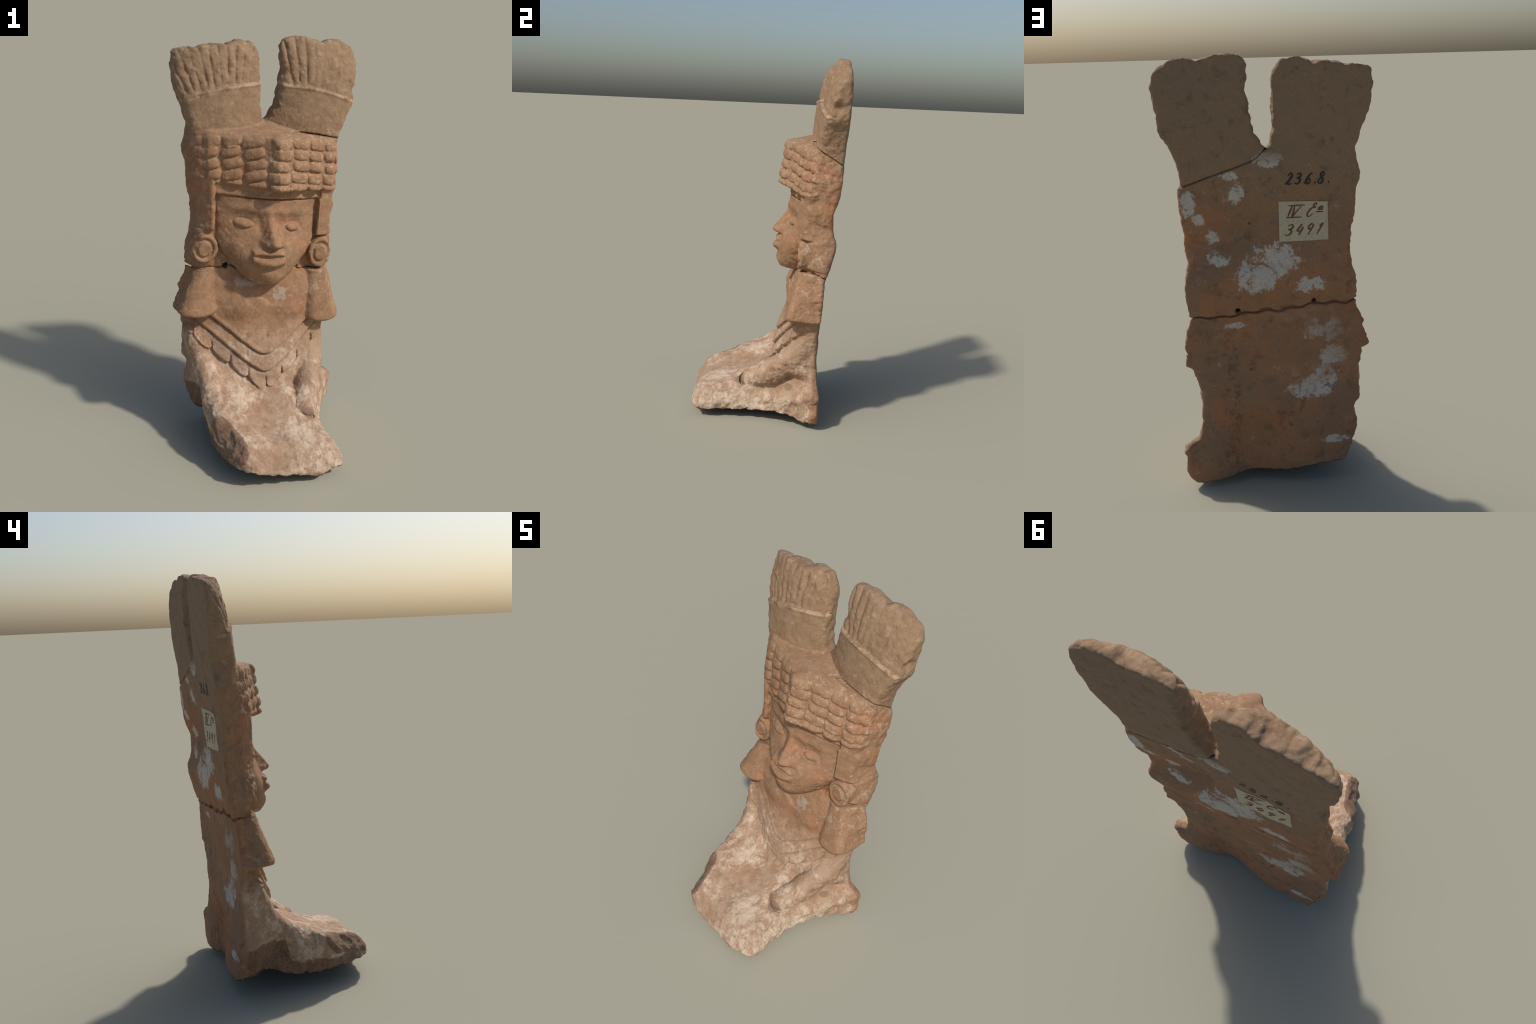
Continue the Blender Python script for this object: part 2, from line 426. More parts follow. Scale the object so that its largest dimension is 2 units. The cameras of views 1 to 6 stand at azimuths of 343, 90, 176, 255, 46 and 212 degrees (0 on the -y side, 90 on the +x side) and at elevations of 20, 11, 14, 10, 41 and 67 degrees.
        # gouges on the back and a scoop out of the right tuft's edge
        for gx_, gz_, ax, az, rot in ((-.123,.528,.030,.008,-.5), (-.143,.380,.009,.032,.25), (.09,.578,.007,.007,0), (.075,1.27,.007,.007,0), (-.09,.876,.045,.010,.08), (.02,.872,.030,.006,-.05)):
            u = (X-gx_)*math.cos(rot) + (Z-gz_)*math.sin(rot); v = -(X-gx_)*math.sin(rot) + (Z-gz_)*math.cos(rot)
            q = np.sqrt((u/ax)**2 + (v/az)**2 + ((y - Yb)/.012)**2) - 1
            f = np.maximum(f, -q*.006)
        sc = np.sqrt(((X-.475)/.045)**2 + ((y-.325)/.05)**2 + ((Z-1.738)/.035)**2) - 1
        f = smax(f, -sc*.035, .012)
        F[:, j, :] = f
    return F, (xs[0], ys[0], zs[0])

def surface_nets(F, origin):
    S = F < 0
    nx, ny, nz = F.shape
    cnt = np.zeros((nx-1, ny-1, nz-1), np.int8)
    for a in (0, 1):
        for b in (0, 1):
            for c in (0, 1):
                cnt += S[a:nx-1+a, b:ny-1+b, c:nz-1+c]
    cells = np.argwhere((cnt > 0) & (cnt < 8))
    idx = np.full(cnt.shape, -1, np.int32)
    i, j, k = cells.T
    idx[i, j, k] = np.arange(len(cells), dtype=np.int32)
    acc = np.zeros((len(cells), 3)); n = np.zeros(len(cells))
    corner = [(a, b, c) for a in (0, 1) for b in (0, 1) for c in (0, 1)]
    val = {cr: F[i+cr[0], j+cr[1], k+cr[2]].astype(np.float64) for cr in corner}
    for p in corner:
        for ax in range(3):
            if p[ax] == 0:
                q = list(p); q[ax] = 1; q = tuple(q)
                v0, v1 = val[p], val[q]
                m = (v0 < 0) != (v1 < 0)
                t = np.where(m, v0 / np.where(m, v0 - v1, 1), 0)
                for d in range(3):
                    acc[:, d] += np.where(m, p[d] + (t if d == ax else 0), 0)
                n += m
    P = (cells + acc / n[:, None]) * H + np.array(origin)
    quads = []
    for ax in range(3):
        sl0 = [slice(None)]*3; sl1 = [slice(None)]*3
        sl0[ax] = slice(0, -1); sl1[ax] = slice(1, None)
        ch = S[tuple(sl0)] != S[tuple(sl1)]
        e = np.argwhere(ch)
        o = [d for d in range(3) if d != ax]
        ok = (e[:, o[0]] > 0) & (e[:, o[1]] > 0) & (e[:, o[0]] < F.shape[o[0]]-1) & (e[:, o[1]] < F.shape[o[1]]-1)
        e = e[ok]
        inside = S[e[:, 0], e[:, 1], e[:, 2]]
        def cell(da, db):
            c = e.copy(); c[:, o[0]] -= da; c[:, o[1]] -= db
            return idx[c[:, 0], c[:, 1], c[:, 2]]
        q = np.stack([cell(1, 1), cell(0, 1), cell(0, 0), cell(1, 0)], 1)
        flip = inside if ax == 1 else ~inside
        q[flip] = q[flip][:, ::-1]
        quads.append(q)
    return P, np.concatenate(quads)

def vertex_normals(P, Q):
    n = np.cross(P[Q[:, 2]] - P[Q[:, 0]], P[Q[:, 3]] - P[Q[:, 1]])
    N = np.zeros_like(P)
    for c in range(4):
        for d in range(3):
            N[:, d] += np.bincount(Q[:, c], n[:, d], len(P))
    return N / (np.linalg.norm(N, axis=1)[:, None] + 1e-12), n

def smooth(P, Q, lam):
    s = np.zeros_like(P); n = np.zeros(len(P))
    for a in range(4):
        b = (a + 1) % 4
        for p, q in ((Q[:, a], Q[:, b]), (Q[:, b], Q[:, a])):
            for d in range(3):
                s[:, d] += np.bincount(p, P[q, d], len(P))
            n += np.bincount(p, minlength=len(P))
    return P + lam * (s / n[:, None] - P)

def largest_component(P, Q):
    lab = np.arange(len(P))
    for _ in range(400):
        m = lab[Q].min(axis=1)
        new = lab.copy()
        for c in range(4):
            np.minimum.at(new, Q[:, c], m)
        new = new[new]
        if (new == lab).all():
            break
        lab = new
    vals, c = np.unique(lab, return_counts=True)
    keep = lab == vals[c.argmax()]
    Q = Q[keep[Q[:, 0]]]
    used = np.zeros(len(P), bool); used[Q.ravel()] = True
    remap = np.cumsum(used) - 1
    return P[used], remap[Q]

# ------------------------------------------------------------------ materials
def nodes_of(mat):
    mat.use_nodes = True
    nt = mat.node_tree
    nt.nodes.clear()
    return nt

class G:
    """small helper to write node graphs"""
    def __init__(self, nt): self.nt = nt
    def n(self, t, **kw):
        nd = self.nt.nodes.new(t)
        for k, v in kw.items(): setattr(nd, k, v)
        return nd
    def put(self, sock, v):
        if hasattr(v, 'is_linked') or isinstance(v, bpy.types.NodeSocket): self.nt.links.new(v, sock)
        elif isinstance(v, tuple) and len(v) == 3 and sock.type == 'RGBA': sock.default_value = (*v, 1)
        else: sock.default_value = v
    def math(self, op, a, b=0.0, c=None, clamp=False):
        nd = self.n('ShaderNodeMath', operation=op, use_clamp=clamp)
        self.put(nd.inputs[0], a); self.put(nd.inputs[1], b)
        if c is not None: self.put(nd.inputs[2], c)
        return nd.outputs[0]
    def noise(self, vec, scale, detail=4, rough=.6, dist=0.0, offset=None):
        if offset is not None:
            m = self.n('ShaderNodeMapping'); m.inputs['Location'].default_value = offset
            self.put(m.inputs['Vector'], vec); vec = m.outputs[0]
        nd = self.n('ShaderNodeTexNoise')
        self.put(nd.inputs['Vector'], vec); nd.inputs['Scale'].default_value = scale
        nd.inputs['Detail'].default_value = detail; nd.inputs['Roughness'].default_value = rough
        nd.inputs['Distortion'].default_value = dist
        return nd.outputs['Fac']
    def ramp(self, v, lo, hi, a=0.0, b=1.0):
        nd = self.n('ShaderNodeMapRange', interpolation_type='SMOOTHSTEP')
        self.put(nd.inputs['Value'], v)
        for i, q in zip((1, 2, 3, 4), (lo, hi, a, b)): self.put(nd.inputs[i], q)
        return nd.outputs[0]
    def mix(self, fac, a, b):
        nd = self.n('ShaderNodeMix', data_type='RGBA')
        self.put(nd.inputs[0], fac); self.put(nd.inputs[6], a); self.put(nd.inputs[7], b)
        return nd.outputs[2]
    def blob(self, X, Z, x, z, rx, rz):
        a = self.math('DIVIDE', self.math('SUBTRACT', X, x), rx)
        b = self.math('DIVIDE', self.math('SUBTRACT', Z, z), rz)
        return self.math('SUBTRACT', 1.0, self.math('ADD', self.math('MULTIPLY', a, a), self.math('MULTIPLY', b, b)))

def srgb(r, g, b):
    f = lambda c: (c/255/12.92) if c/255 <= .04045 else ((c/255 + .055)/1.055)**2.4
    return (f(r), f(g), f(b))

def clay_material():
    mat = bpy.data.materials.new('weathered_terracotta')
    nt = nodes_of(mat); g = G(nt)
    co = g.n('ShaderNodeTexCoord').outputs['Object']
    sep = g.n('ShaderNodeSeparateXYZ'); nt.links.new(co, sep.inputs[0])
    X, Y, Z = sep.outputs
    fine = g.noise(co, 70, 5, .65)
    mid = g.noise(co, 18, 5, .6, .3)
    big = g.noise(co, 5, 4, .55, .4)
    speck = g.noise(co, 190, 3, .6)
    # --- where things sit
    backline = g.math('SUBTRACT', Y, g.math('MULTIPLY_ADD', Z, .048, .262))    # >0 on the back face
    for b, dd in (((.09, .15, .24, .42), .11), ((.14, 1.28, .24, .34), .055)):
        backline = g.math('ADD', backline, g.math('MULTIPLY', g.math('MAXIMUM', g.blob(X, Z, *b), 0.0), dd))
    back = g.ramp(g.math('ADD', backline, g.math('MULTIPLY', g.math('SUBTRACT', mid, .5), .02)), -.012, .012)
    low = g.ramp(g.math('ADD', Z, g.math('MULTIPLY', g.math('SUBTRACT', big, .5), .25)), .62, .42)
    top = g.ramp(g.math('ADD', Z, g.math('MULTIPLY', g.math('SUBTRACT', big, .5), .15)), 1.46, 1.66)
    # --- body colour
    tan = g.mix(g.ramp(mid, .35, .68), srgb(140, 106, 79), srgb(154, 120, 91))
    orange = srgb(156, 100, 68)
    c = g.mix(g.math('MULTIPLY', g.ramp(big, .50, .70), .40), tan, orange)
    buff = g.mix(g.ramp(mid, .3, .7), srgb(134, 108, 83), srgb(148, 123, 97))
    c = g.mix(g.math('MULTIPLY', top, .9), c, buff)
    pink = g.mix(g.ramp(mid, .35, .65), srgb(150, 119, 95), srgb(164, 139, 115))
    c = g.mix(g.math('MULTIPLY', low, g.math('SUBTRACT', 1.0, back)), c, pink)
    # back: brown crust over orange clay
    bk = g.mix(g.ramp(big, .40, .62), srgb(142, 111, 86), srgb(160, 114, 82))
    bk = g.mix(g.ramp(g.math('ADD', Z, g.math('MULTIPLY', mid, .3)), 1.35, 1.75), bk, srgb(140, 116, 92))
    bk = g.mix(g.math('MULTIPLY', g.ramp(mid, .52, .72), .60), bk, srgb(106, 82, 65))
    bk = g.mix(g.math('MULTIPLY', g.ramp(g.noise(co, 26, 8, .8, .2, offset=(7, 2, 4)), .50, .68), .45), bk, srgb(150, 130, 108))
    c = g.mix(back, c, bk)
    # --- white slip on the lap and garment, streaky
    mp = g.n('ShaderNodeMapping'); mp.inputs['Scale'].default_value = (1, .75, .55); nt.links.new(co, mp.inputs[0])
    streak = g.noise(mp.outputs[0], 34, 8, .78, .4)
    wl = g.ramp(g.math('ADD', streak, g.math('MULTIPLY', g.math('SUBTRACT', big, .5), .8)), .45, .66)
    wl = g.math('MULTIPLY', wl, g.math('MULTIPLY', g.ramp(Z, .66, .46), g.math('SUBTRACT', 1.0, back)))
    c = g.mix(g.math('MULTIPLY', wl, .66), c, srgb(208, 190, 168))
    # whitish mottling on beads, spools and pendants
    wd = g.ramp(g.noise(co, 30, 8, .78, .3, offset=(3, 1, 2)), .53, .68)
    wd = g.math('MULTIPLY', wd, g.math('SUBTRACT', 1.0, back))
    c = g.mix(g.math('MULTIPLY', wd, .50), c, srgb(184, 166, 142))
    wb = g.math('MULTIPLY', g.ramp(g.noise(co, 42, 8, .8, .3, offset=(2, 8, 1)), .50, .64), g.ramp(g.blob(X, Z, .20, 1.42, .30, .19), 0.0, .4))
    wp = g.math('MULTIPLY', g.ramp(g.noise(co, 24, 8, .8, .3, offset=(5, 3, 1)), .50, .64), g.math('MAXIMUM', g.ramp(g.blob(X, Z, .33, .80, .14, .07), 0.0, .4), g.ramp(g.blob(X, Z, .34, .98, .12, .09), 0.0, .4)))
    c = g.mix(g.math('MULTIPLY', g.math('MULTIPLY', g.math('MAXIMUM', wb, wp), g.math('SUBTRACT', 1.0, back)), .55), c, srgb(196, 180, 156))
    # --- plaster remains on the back
    bl = None
    for b in ((.130,1.415,.035,.06),(.155,1.487,.045,.025),(-.01,1.553,.07,.035),(.06,1.03,.10,.10),(-.02,1.09,.13,.09),(-.19,.978,.07,.045),
              (.217,1.12,.05,.04),(.243,1.217,.035,.03),(.339,1.37,.04,.06),(-.20,.76,.06,.06),(-.29,.76,.05,.07),(-.29,.625,.07,.055),
              (-.25,.53,.075,.07),(-.19,.468,.10,.055),(-.30,.213,.07,.022),(.145,.798,.06,.016),(.30,1.30,.03,.03)):
        q = g.blob(X, Z, *b)
        bl = q if bl is None else g.math('MAXIMUM', bl, q)
    pn = g.noise(co, 22, 8, .80, .35)
    pl = g.math('ADD', g.math('MINIMUM', bl, .7), g.math('MULTIPLY', g.math('SUBTRACT', pn, .5), 6.5))
    pl = g.math('MAXIMUM', g.ramp(pl, .1, .6), g.math('MULTIPLY', g.ramp(pn, .58, .68), .45))
    pl = g.math('MULTIPLY', g.math('MULTIPLY', pl, g.ramp(Z, 1.62, 1.50)), back)
    pl = g.math('MULTIPLY', pl, g.ramp(fine, .30, .55, .55, 1.0))
    c = g.mix(g.math('MULTIPLY', pl, .85), c, srgb(196, 194, 186))
    # plaster on the neck
    nk = g.math('MAXIMUM', g.blob(X, Z, -.10, .83, .10, .035), g.blob(X, Z, .055, .75, .04, .06))
    nk = g.math('ADD', nk, g.math('MULTIPLY', g.math('SUBTRACT', g.noise(co, 30, 6, .72, .2, offset=(1, 5, 0)), .5), 4.5))
    nk = g.math('MULTIPLY', g.ramp(nk, .35, .7), g.math('SUBTRACT', 1.0, back))
    c = g.mix(g.math('MULTIPLY', nk, .7), c, srgb(164, 152, 136))
    # --- soot streaks on the back, dark fracture faces at the left foot
    st = None
    for b in ((.182,.62,.05,.14),(.176,.38,.06,.17),(.186,.14,.05,.14),(-.072,.317,.05,.07),(.30,.76,.06,.06)):
        q = g.blob(X, Z, *b)
        st = q if st is None else g.math('MAXIMUM', st, q)
    st = g.math('ADD', g.math('MINIMUM', st, .6), g.math('MULTIPLY', g.math('SUBTRACT', g.noise(co, 30, 8, .82), .5), 7.0))
    st = g.math('MULTIPLY', g.ramp(st, .3, 1.6), back)
    c = g.mix(g.math('MULTIPLY', st, .6), c, srgb(62, 46, 38))
    zthr = g.math('ADD', g.ramp(Y, .03, .08, .145, .275), g.math('MULTIPLY', g.math('SUBTRACT', mid, .5), .10))
    fr = g.math('MULTIPLY', g.ramp(g.math('SUBTRACT', Z, zthr), .008, -.008), g.ramp(X, -.262, -.285))
    facet = g.math('MULTIPLY_ADD', X, -.729, g.math('MULTIPLY_ADD', Y, -.409, g.math('MULTIPLY', Z, .551)))
    facet = g.math('SUBTRACT', facet, g.math('MULTIPLY', g.math('MAXIMUM', g.math('ADD', Y, .18), 0.0), .5))
    facet = g.math('ADD', facet, g.math('MULTIPLY', g.math('SUBTRACT', mid, .5), .02))
    fr = g.math('MAXIMUM', fr, g.math('MULTIPLY', g.ramp(facet, .405, .411), g.ramp(Y, -.12, -.15)))
    fr = g.math('MULTIPLY', fr, g.math('SUBTRACT', 1.0, back))
    c = g.mix(g.math('MULTIPLY', fr, .75), c, g.mix(g.ramp(fine, .35, .65), srgb(82, 58, 44), srgb(118, 86, 64)))
    # --- small grey-brown spots where the arm and thigh are chipped
    def spot(x, y, z, r):
        d = g.n('ShaderNodeVectorMath', operation='DISTANCE'); nt.links.new(co, d.inputs[0]); d.inputs[1].default_value = (x, y, z)
        return g.ramp(g.math('ADD', d.outputs['Value'], g.math('MULTIPLY', g.math('SUBTRACT', mid, .5), .04)), r, r*.8)
    sp = g.math('MAXIMUM', spot(.29, .135, .212, .034), spot(.262, .065, .298, .020))
    sp = g.math('MAXIMUM', sp, spot(.152, -.114, .196, .040))
    c = g.mix(g.math('MULTIPLY', sp, .8), c, srgb(128, 104, 86))
    # --- pale broken line along the edge of the tuft bands
    ze = g.math('ADD', Z, g.math('MULTIPLY_ADD', g.math('MULTIPLY', X, X), .47, -1.783))
    we = g.math('MULTIPLY', g.ramp(g.math('ABSOLUTE', ze), .012, .003), g.ramp(mid, .38, .55))
    we = g.math('MULTIPLY', we, g.math('SUBTRACT', 1.0, back))
    c = g.mix(g.math('MULTIPLY', we, .5), c, srgb(188, 164, 136))
    # --- grain
    c = g.mix(g.math('MULTIPLY', g.ramp(fine, .56, .74), .30), c, srgb(98, 72, 54))
    c = g.mix(g.math('MULTIPLY', g.ramp(speck, .58, .70), .38), c, srgb(182, 160, 134))
    pit = g.n('ShaderNodeTexVoronoi'); pit.inputs['Scale'].default_value = 34; nt.links.new(co, pit.inputs['Vector'])
    pm = g.ramp(g.math('ADD', pit.outputs['Distance'], g.math('MULTIPLY', mid, .14)), .115, .09)
    c = g.mix(g.math('MULTIPLY', pm, .6), c, srgb(70, 52, 42))
    # --- relief grain
    hgt = g.math('ADD', g.math('MULTIPLY', fine, .6), g.math('MULTIPLY', speck, .25))
    hgt = g.math('SUBTRACT', hgt, g.math('MULTIPLY', pm, .5))
    bump = g.n('ShaderNodeBump'); bump.inputs['Strength'].default_value = .45; bump.inputs['Distance'].default_value = .006
    nt.links.new(hgt, bump.inputs['Height'])
    bs = g.n('ShaderNodeBsdfPrincipled')
    g.put(bs.inputs['Base Color'], c); bs.inputs['Roughness'].default_value = .88
    bs.inputs['Specular IOR Level'].default_value = .25
    nt.links.new(bump.outputs[0], bs.inputs['Normal'])
    out = g.n('ShaderNodeOutputMaterial'); nt.links.new(bs.outputs[0], out.inputs[0])
    return mat

def plain_material(name, c1, c2, scale, rough=.9, bump_d=.002):
    mat = bpy.data.materials.new(name)
    nt = nodes_of(mat); g = G(nt)
    co = g.n('ShaderNodeTexCoord').outputs['Object']
    f = g.noise(co, scale, 5, .65)
    bs = g.n('ShaderNodeBsdfPrincipled')
    g.put(bs.inputs['Base Color'], g.mix(g.ramp(f, .35, .65), c1, c2)); bs.inputs['Roughness'].default_value = rough
    b = g.n('ShaderNodeBump'); b.inputs['Strength'].default_value = .5; b.inputs['Distance'].default_value = bump_d
    nt.links.new(f, b.inputs['Height']); nt.links.new(b.outputs[0], bs.inputs['Normal'])
    out = g.n('ShaderNodeOutputMaterial'); nt.links.new(bs.outputs[0], out.inputs[0])
    return mat

# ------------------------------------------------------------------ region naming
def classify(C, N):
    """name index of each face from where its centre lies"""
    x, y, z = C.T
    names = []
    lab = np.zeros(len(C), np.int32)
    def reg(name):
        names.append(name); return len(names) - 1
    def setr(mask, name):
        lab[mask] = reg(name)
    yb = back_y(x, z)
    isback = y > yb - .035
    up = z > crack_neck_z(x, y)
    front = ~isback
    lab[:] = reg('torso')
    setr(up, 'head')
    # garment
    v1, v2, v3 = vee(x, -.028, .462, .86, .70, .045), vee(x, -.028, .372, .88, .82, .045), scallop_edge(x)
    fr = front & ~up & (y < .24)
    setr(fr & (z > v1), 'chest')
    setr(fr & (z > v2) & (z <= v1), 'collar')
    setr(fr & (z > v3 - .006) & (z <= v2), 'scalloped_fringe')
    # pendants
    for s, top, bot in ((-1, (-.318,.885,.056), (-.362,.668,.112)), (1, (.272,.842,.074), (.292,.596,.100))):
        t = np.clip((z - bot[1]) / (top[1] - bot[1]), -.3, 1.3)
        cx = bot[0] + (top[0]-bot[0])*t
        hw = bot[2] + (top[2]-bot[2])*np.sign(t)*np.abs(t)**.75
        setr(front & ~up & (np.abs(x - cx) < hw*1.02 + .06*(np.sign(x) == s)*(np.abs(x) > .2)) & (z > bot[1] - .016) & (np.sign(x) == s), 'ear_pendant')
    # legs and arms
    lapm = (z < lap_top(x, y) + .02) & (y < .22) & (z < .45) & (z < v3 - .006)
    setr(lapm, 'lap')
    setr((limb(x, y, z, LEFT_LIMB) < .012) & (z < v3 - .006) & front, 'arm')
    setr((limb(x, y, z, THIGH) < .010) & (x > .2) & (y < yb - .02), 'thigh')
    setr((limb(x, y, z, ARM) < .010) & (z < v3 - .006) & (y < yb - .03), 'arm')
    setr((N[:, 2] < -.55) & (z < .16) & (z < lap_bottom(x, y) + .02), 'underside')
    # head
    tilt = z + .085*(x + .02)
    dx = x + .012
    w = prof(z, FACE_HALF_WIDTH)
    fm = front & (np.abs(dx) < w) & (z < 1.256 - .085*(x+.02)) & (y < .21) & (up | (y < .165)) & (z > .808)
    setr(fm, 'face')
    xf = x + .022 + .09*(z - 1.18); ztl = z + .105*(x + .02)
    setr(fm & (np.abs(xf) < .018 + .036*np.clip((1.205-ztl)/.165, 0, 1)**1.6) & (ztl < 1.205) & (ztl > 1.035), 'nose')
    mx = x + .034; zm = z + .055*mx
    setr(fm & (np.abs(mx) < .09) & (zm > .981) & (zm < 1.016), 'upper_lip')
    setr(fm & (np.abs(mx) < .09) & (zm <= .981) & (zm > .938 + .025*(mx/.088)**2), 'lower_lip')
    for ex, ez, ew, eh in EYES:
        setr(fm & (((x-ex)/ew)**2 + ((z-ez+.1*(x-ex))/eh)**2 < 1.1), 'eye')
    zb_h = 1.300 - .110*x - .02*np.abs(x)
    setr(up & front & (z > 1.256 - .085*(x+.02)) & (z < zb_h) & (x > -.28) & (x < .25), 'forehead_band')
    for s in (-1, 1):
        setr(up & front & (((x < -.275) if s < 0 else (x > .236))) & (tilt > 1.07) & (z < zb_h), 'hair_panel')
    for ex, ez, rx, rz, ey in EARSPOOLS:
        q = np.sqrt(((x-ex)/rx)**2 + ((z-ez)/rz)**2)
        setr(up & front & ((q < 1.04)) , 'earspool')
        setr(up & front & (q < .56) & (y < .22), 'earspool_boss')
    # headband and beads
    zt_h = 1.556 - .085*x - .10*x*x
    isl = x < .0
    tuft_base = np.where(isl, 1.60, crack_tuft_z(x, y))
    setr(up & front & (z >= zb_h - .004) & (z < tuft_base), 'headband')
    for bx, bz, bw, bh, amp, r, c in BEADS:
        q = superellipse((x-bx)/bw, (z - bz + .20*(x-bx)*np.sign(bx))/bh, 3.2)
        setr(up & front & (q < 1.0) & (z < tuft_base) & (y < .30), 'bead')
    # tufts with feathers
    for s in (-1, 1):
        m = (isl if s < 0 else ~isl) & (z >= (1.60 if s < 0 else tuft_base))
        setr(m, 'feather_tuft')
        fx, fz, lean = FANS[0] if s < 0 else FANS[1]
        ang = np.arctan2(x - fx, z - fz)
        bz = tuft_band_z(x, s)
        k = np.floor((ang*46 + (.4 if s < 0 else 1.1)) / math.pi).astype(int)
        fm2 = m & (z > bz) & (y < yb - .03)
        for kk in np.unique(k[fm2]):
            setr(fm2 & (k == kk), 'feather')
        setr(m & (z <= bz) & (y < yb - .03), 'tuft_band')
    return lab, names

PARENT_OF = {'nose': 'face', 'eye': 'face', 'upper_lip': 'face', 'lower_lip': 'face', 'earspool_boss': 'earspool',
             'bead': 'headband', 'feather': 'feather_tuft', 'tuft_band': 'feather_tuft', 'collar': 'torso',
             'scalloped_fringe': 'torso', 'chest': 'torso'}

def mesh_from(P, Q, N, name):
    used = np.unique(Q)
    remap = np.zeros(len(P), np.int64); remap[used] = np.arange(len(used))
    me = bpy.data.meshes.new(name)
    q = remap[Q]
    me.vertices.add(len(used)); me.vertices.foreach_set('co', P[used].ravel())
    me.loops.add(q.size); me.loops.foreach_set('vertex_index', q.ravel().astype(np.int32))
    me.polygons.add(len(q)); me.polygons.foreach_set('loop_start', np.arange(0, q.size, 4, dtype=np.int32))
    me.update(calc_edges=True); me.validate()
    me.polygons.foreach_set('use_smooth', np.ones(len(me.polygons), bool))
    me.normals_split_custom_set_from_vertices([tuple(v) for v in N[used]])
    return me

# ------------------------------------------------------------------ strokes (handwriting)
def catmull(pts, n=8):
    p = [np.array(q, float) for q in pts]
    p = [2*p[0]-p[1]] + p + [2*p[-1]-p[-2]]
    out = []
    for i in range(1, len(p)-2):
        for s in range(n):
            t = s/n
            out.append(.5*((2*p[i]) + (-p[i-1]+p[i+1])*t + (2*p[i-1]-5*p[i]+4*p[i+1]-p[i+2])*t*t
                           + (-p[i-1]+3*p[i]-3*p[i+1]+p[i+2])*t**3))
    out.append(p[-2])
    return np.array(out)

GLYPHS = {   # handwritten strokes in a 1 x 1 box
    '2': [[(.1,.75),(.3,.98),(.6,.95),(.65,.7),(.4,.35),(.05,.05),(.25,.12),(.5,.0),(.8,.1)]],
    '3': [[(.15,.85),(.4,1.0),(.7,.85),(.6,.62),(.35,.55),(.65,.45),(.7,.2),(.4,.0),(.05,.12)]],
    '6': [[(.75,.95),(.45,.8),(.2,.4),(.2,.1),(.45,.0),(.65,.2),(.6,.42),(.4,.45),(.2,.25)]],
    '8': [[(.65,.85),(.45,1.0),(.25,.85),(.35,.6),(.6,.35),(.55,.08),(.3,.0),(.12,.2),(.35,.5),(.65,.75),(.65,.9)]],
    '4': [[(.4,1.0),(.1,.4),(.75,.45)], [(.65,.75),(.45,0)]],
    '9': [[(.65,.85),(.4,1.0),(.15,.75),(.3,.5),(.6,.65),(.68,.9),(.55,.4),(.4,0)]],
    '1': [[(.3,.75),(.6,1.0),(.5,.5),(.35,0)]],
    '.': [[(.05,.0),(.15,.06),(.3,.04)]],
    'I': [[(.5,1),(.35,0)]],
    'V': [[(.1,1),(.2,.5),(.25,0),(.55,.5),(.85,1)]],
    'C': [[(.75,.85),(.6,1.05),(.45,.85),(.65,.7),(.35,.65),(.1,.25),(.3,.0),(.65,.2)]],
    'a': [[(.7,.55),(.4,.6),(.2,.25),(.35,.05),(.65,.5),(.6,.1),(.85,.1)]],
    '-': [[(0,.5),(.5,.52),(1,.5)]],
}

def write(text, ox, oz, w, h, slant, hit, r, off):
    """strokes seen from behind (+y side): text runs towards -x. Returns verts, quads"""
    V, Qd = [], []
    for ch, cx, cz, cw, chh in text:
        for st in GLYPHS[ch]:
            c = catmull(st)
            u = cx + c[:, 0]*cw + slant*c[:, 1]*chh
            v = cz + c[:, 1]*chh
            px = ox - u*w; pz = oz + v*h
            py = np.array([hit(a, b) for a, b in zip(px, pz)])
            k = np.ones(5)/5
            if len(py) > 5: py = np.convolve(np.pad(py, 2, mode='edge'), k, 'valid')
            tx, tz = np.gradient(px), np.gradient(pz)
            L = np.sqrt(tx*tx + tz*tz) + 1e-9
            nx_, nz_ = -tz/L, tx/L
            rr = r*(.65 + .7*np.abs(np.sin(np.linspace(.5, 2.9, len(px)))))*(.8 + .4*np.clip(-tz/L, 0, 1))
            base = len(V)
            for i in range(len(px)):
                for s, d in ((-1, -.004), (-1, off*.6), (0, off), (1, off*.6), (1, -.004)):
                    V.append((px[i] + s*nx_[i]*rr[i], py[i] + d, pz[i] + s*nz_[i]*rr[i]))
            for i in range(len(px)-1):
                for s in range(4):
                    a = base + i*5 + s
                    Qd.append((a, a+1, a+6, a+5))
                Qd.append((base+i*5+4, base+i*5, base+i*5+5, base+i*5+9))
            e = base + (len(px)-1)*5
            Qd.append((base, base+1, base+2, base+3)); Qd.append((e+3, e+2, e+1, e))
    return V, Qd

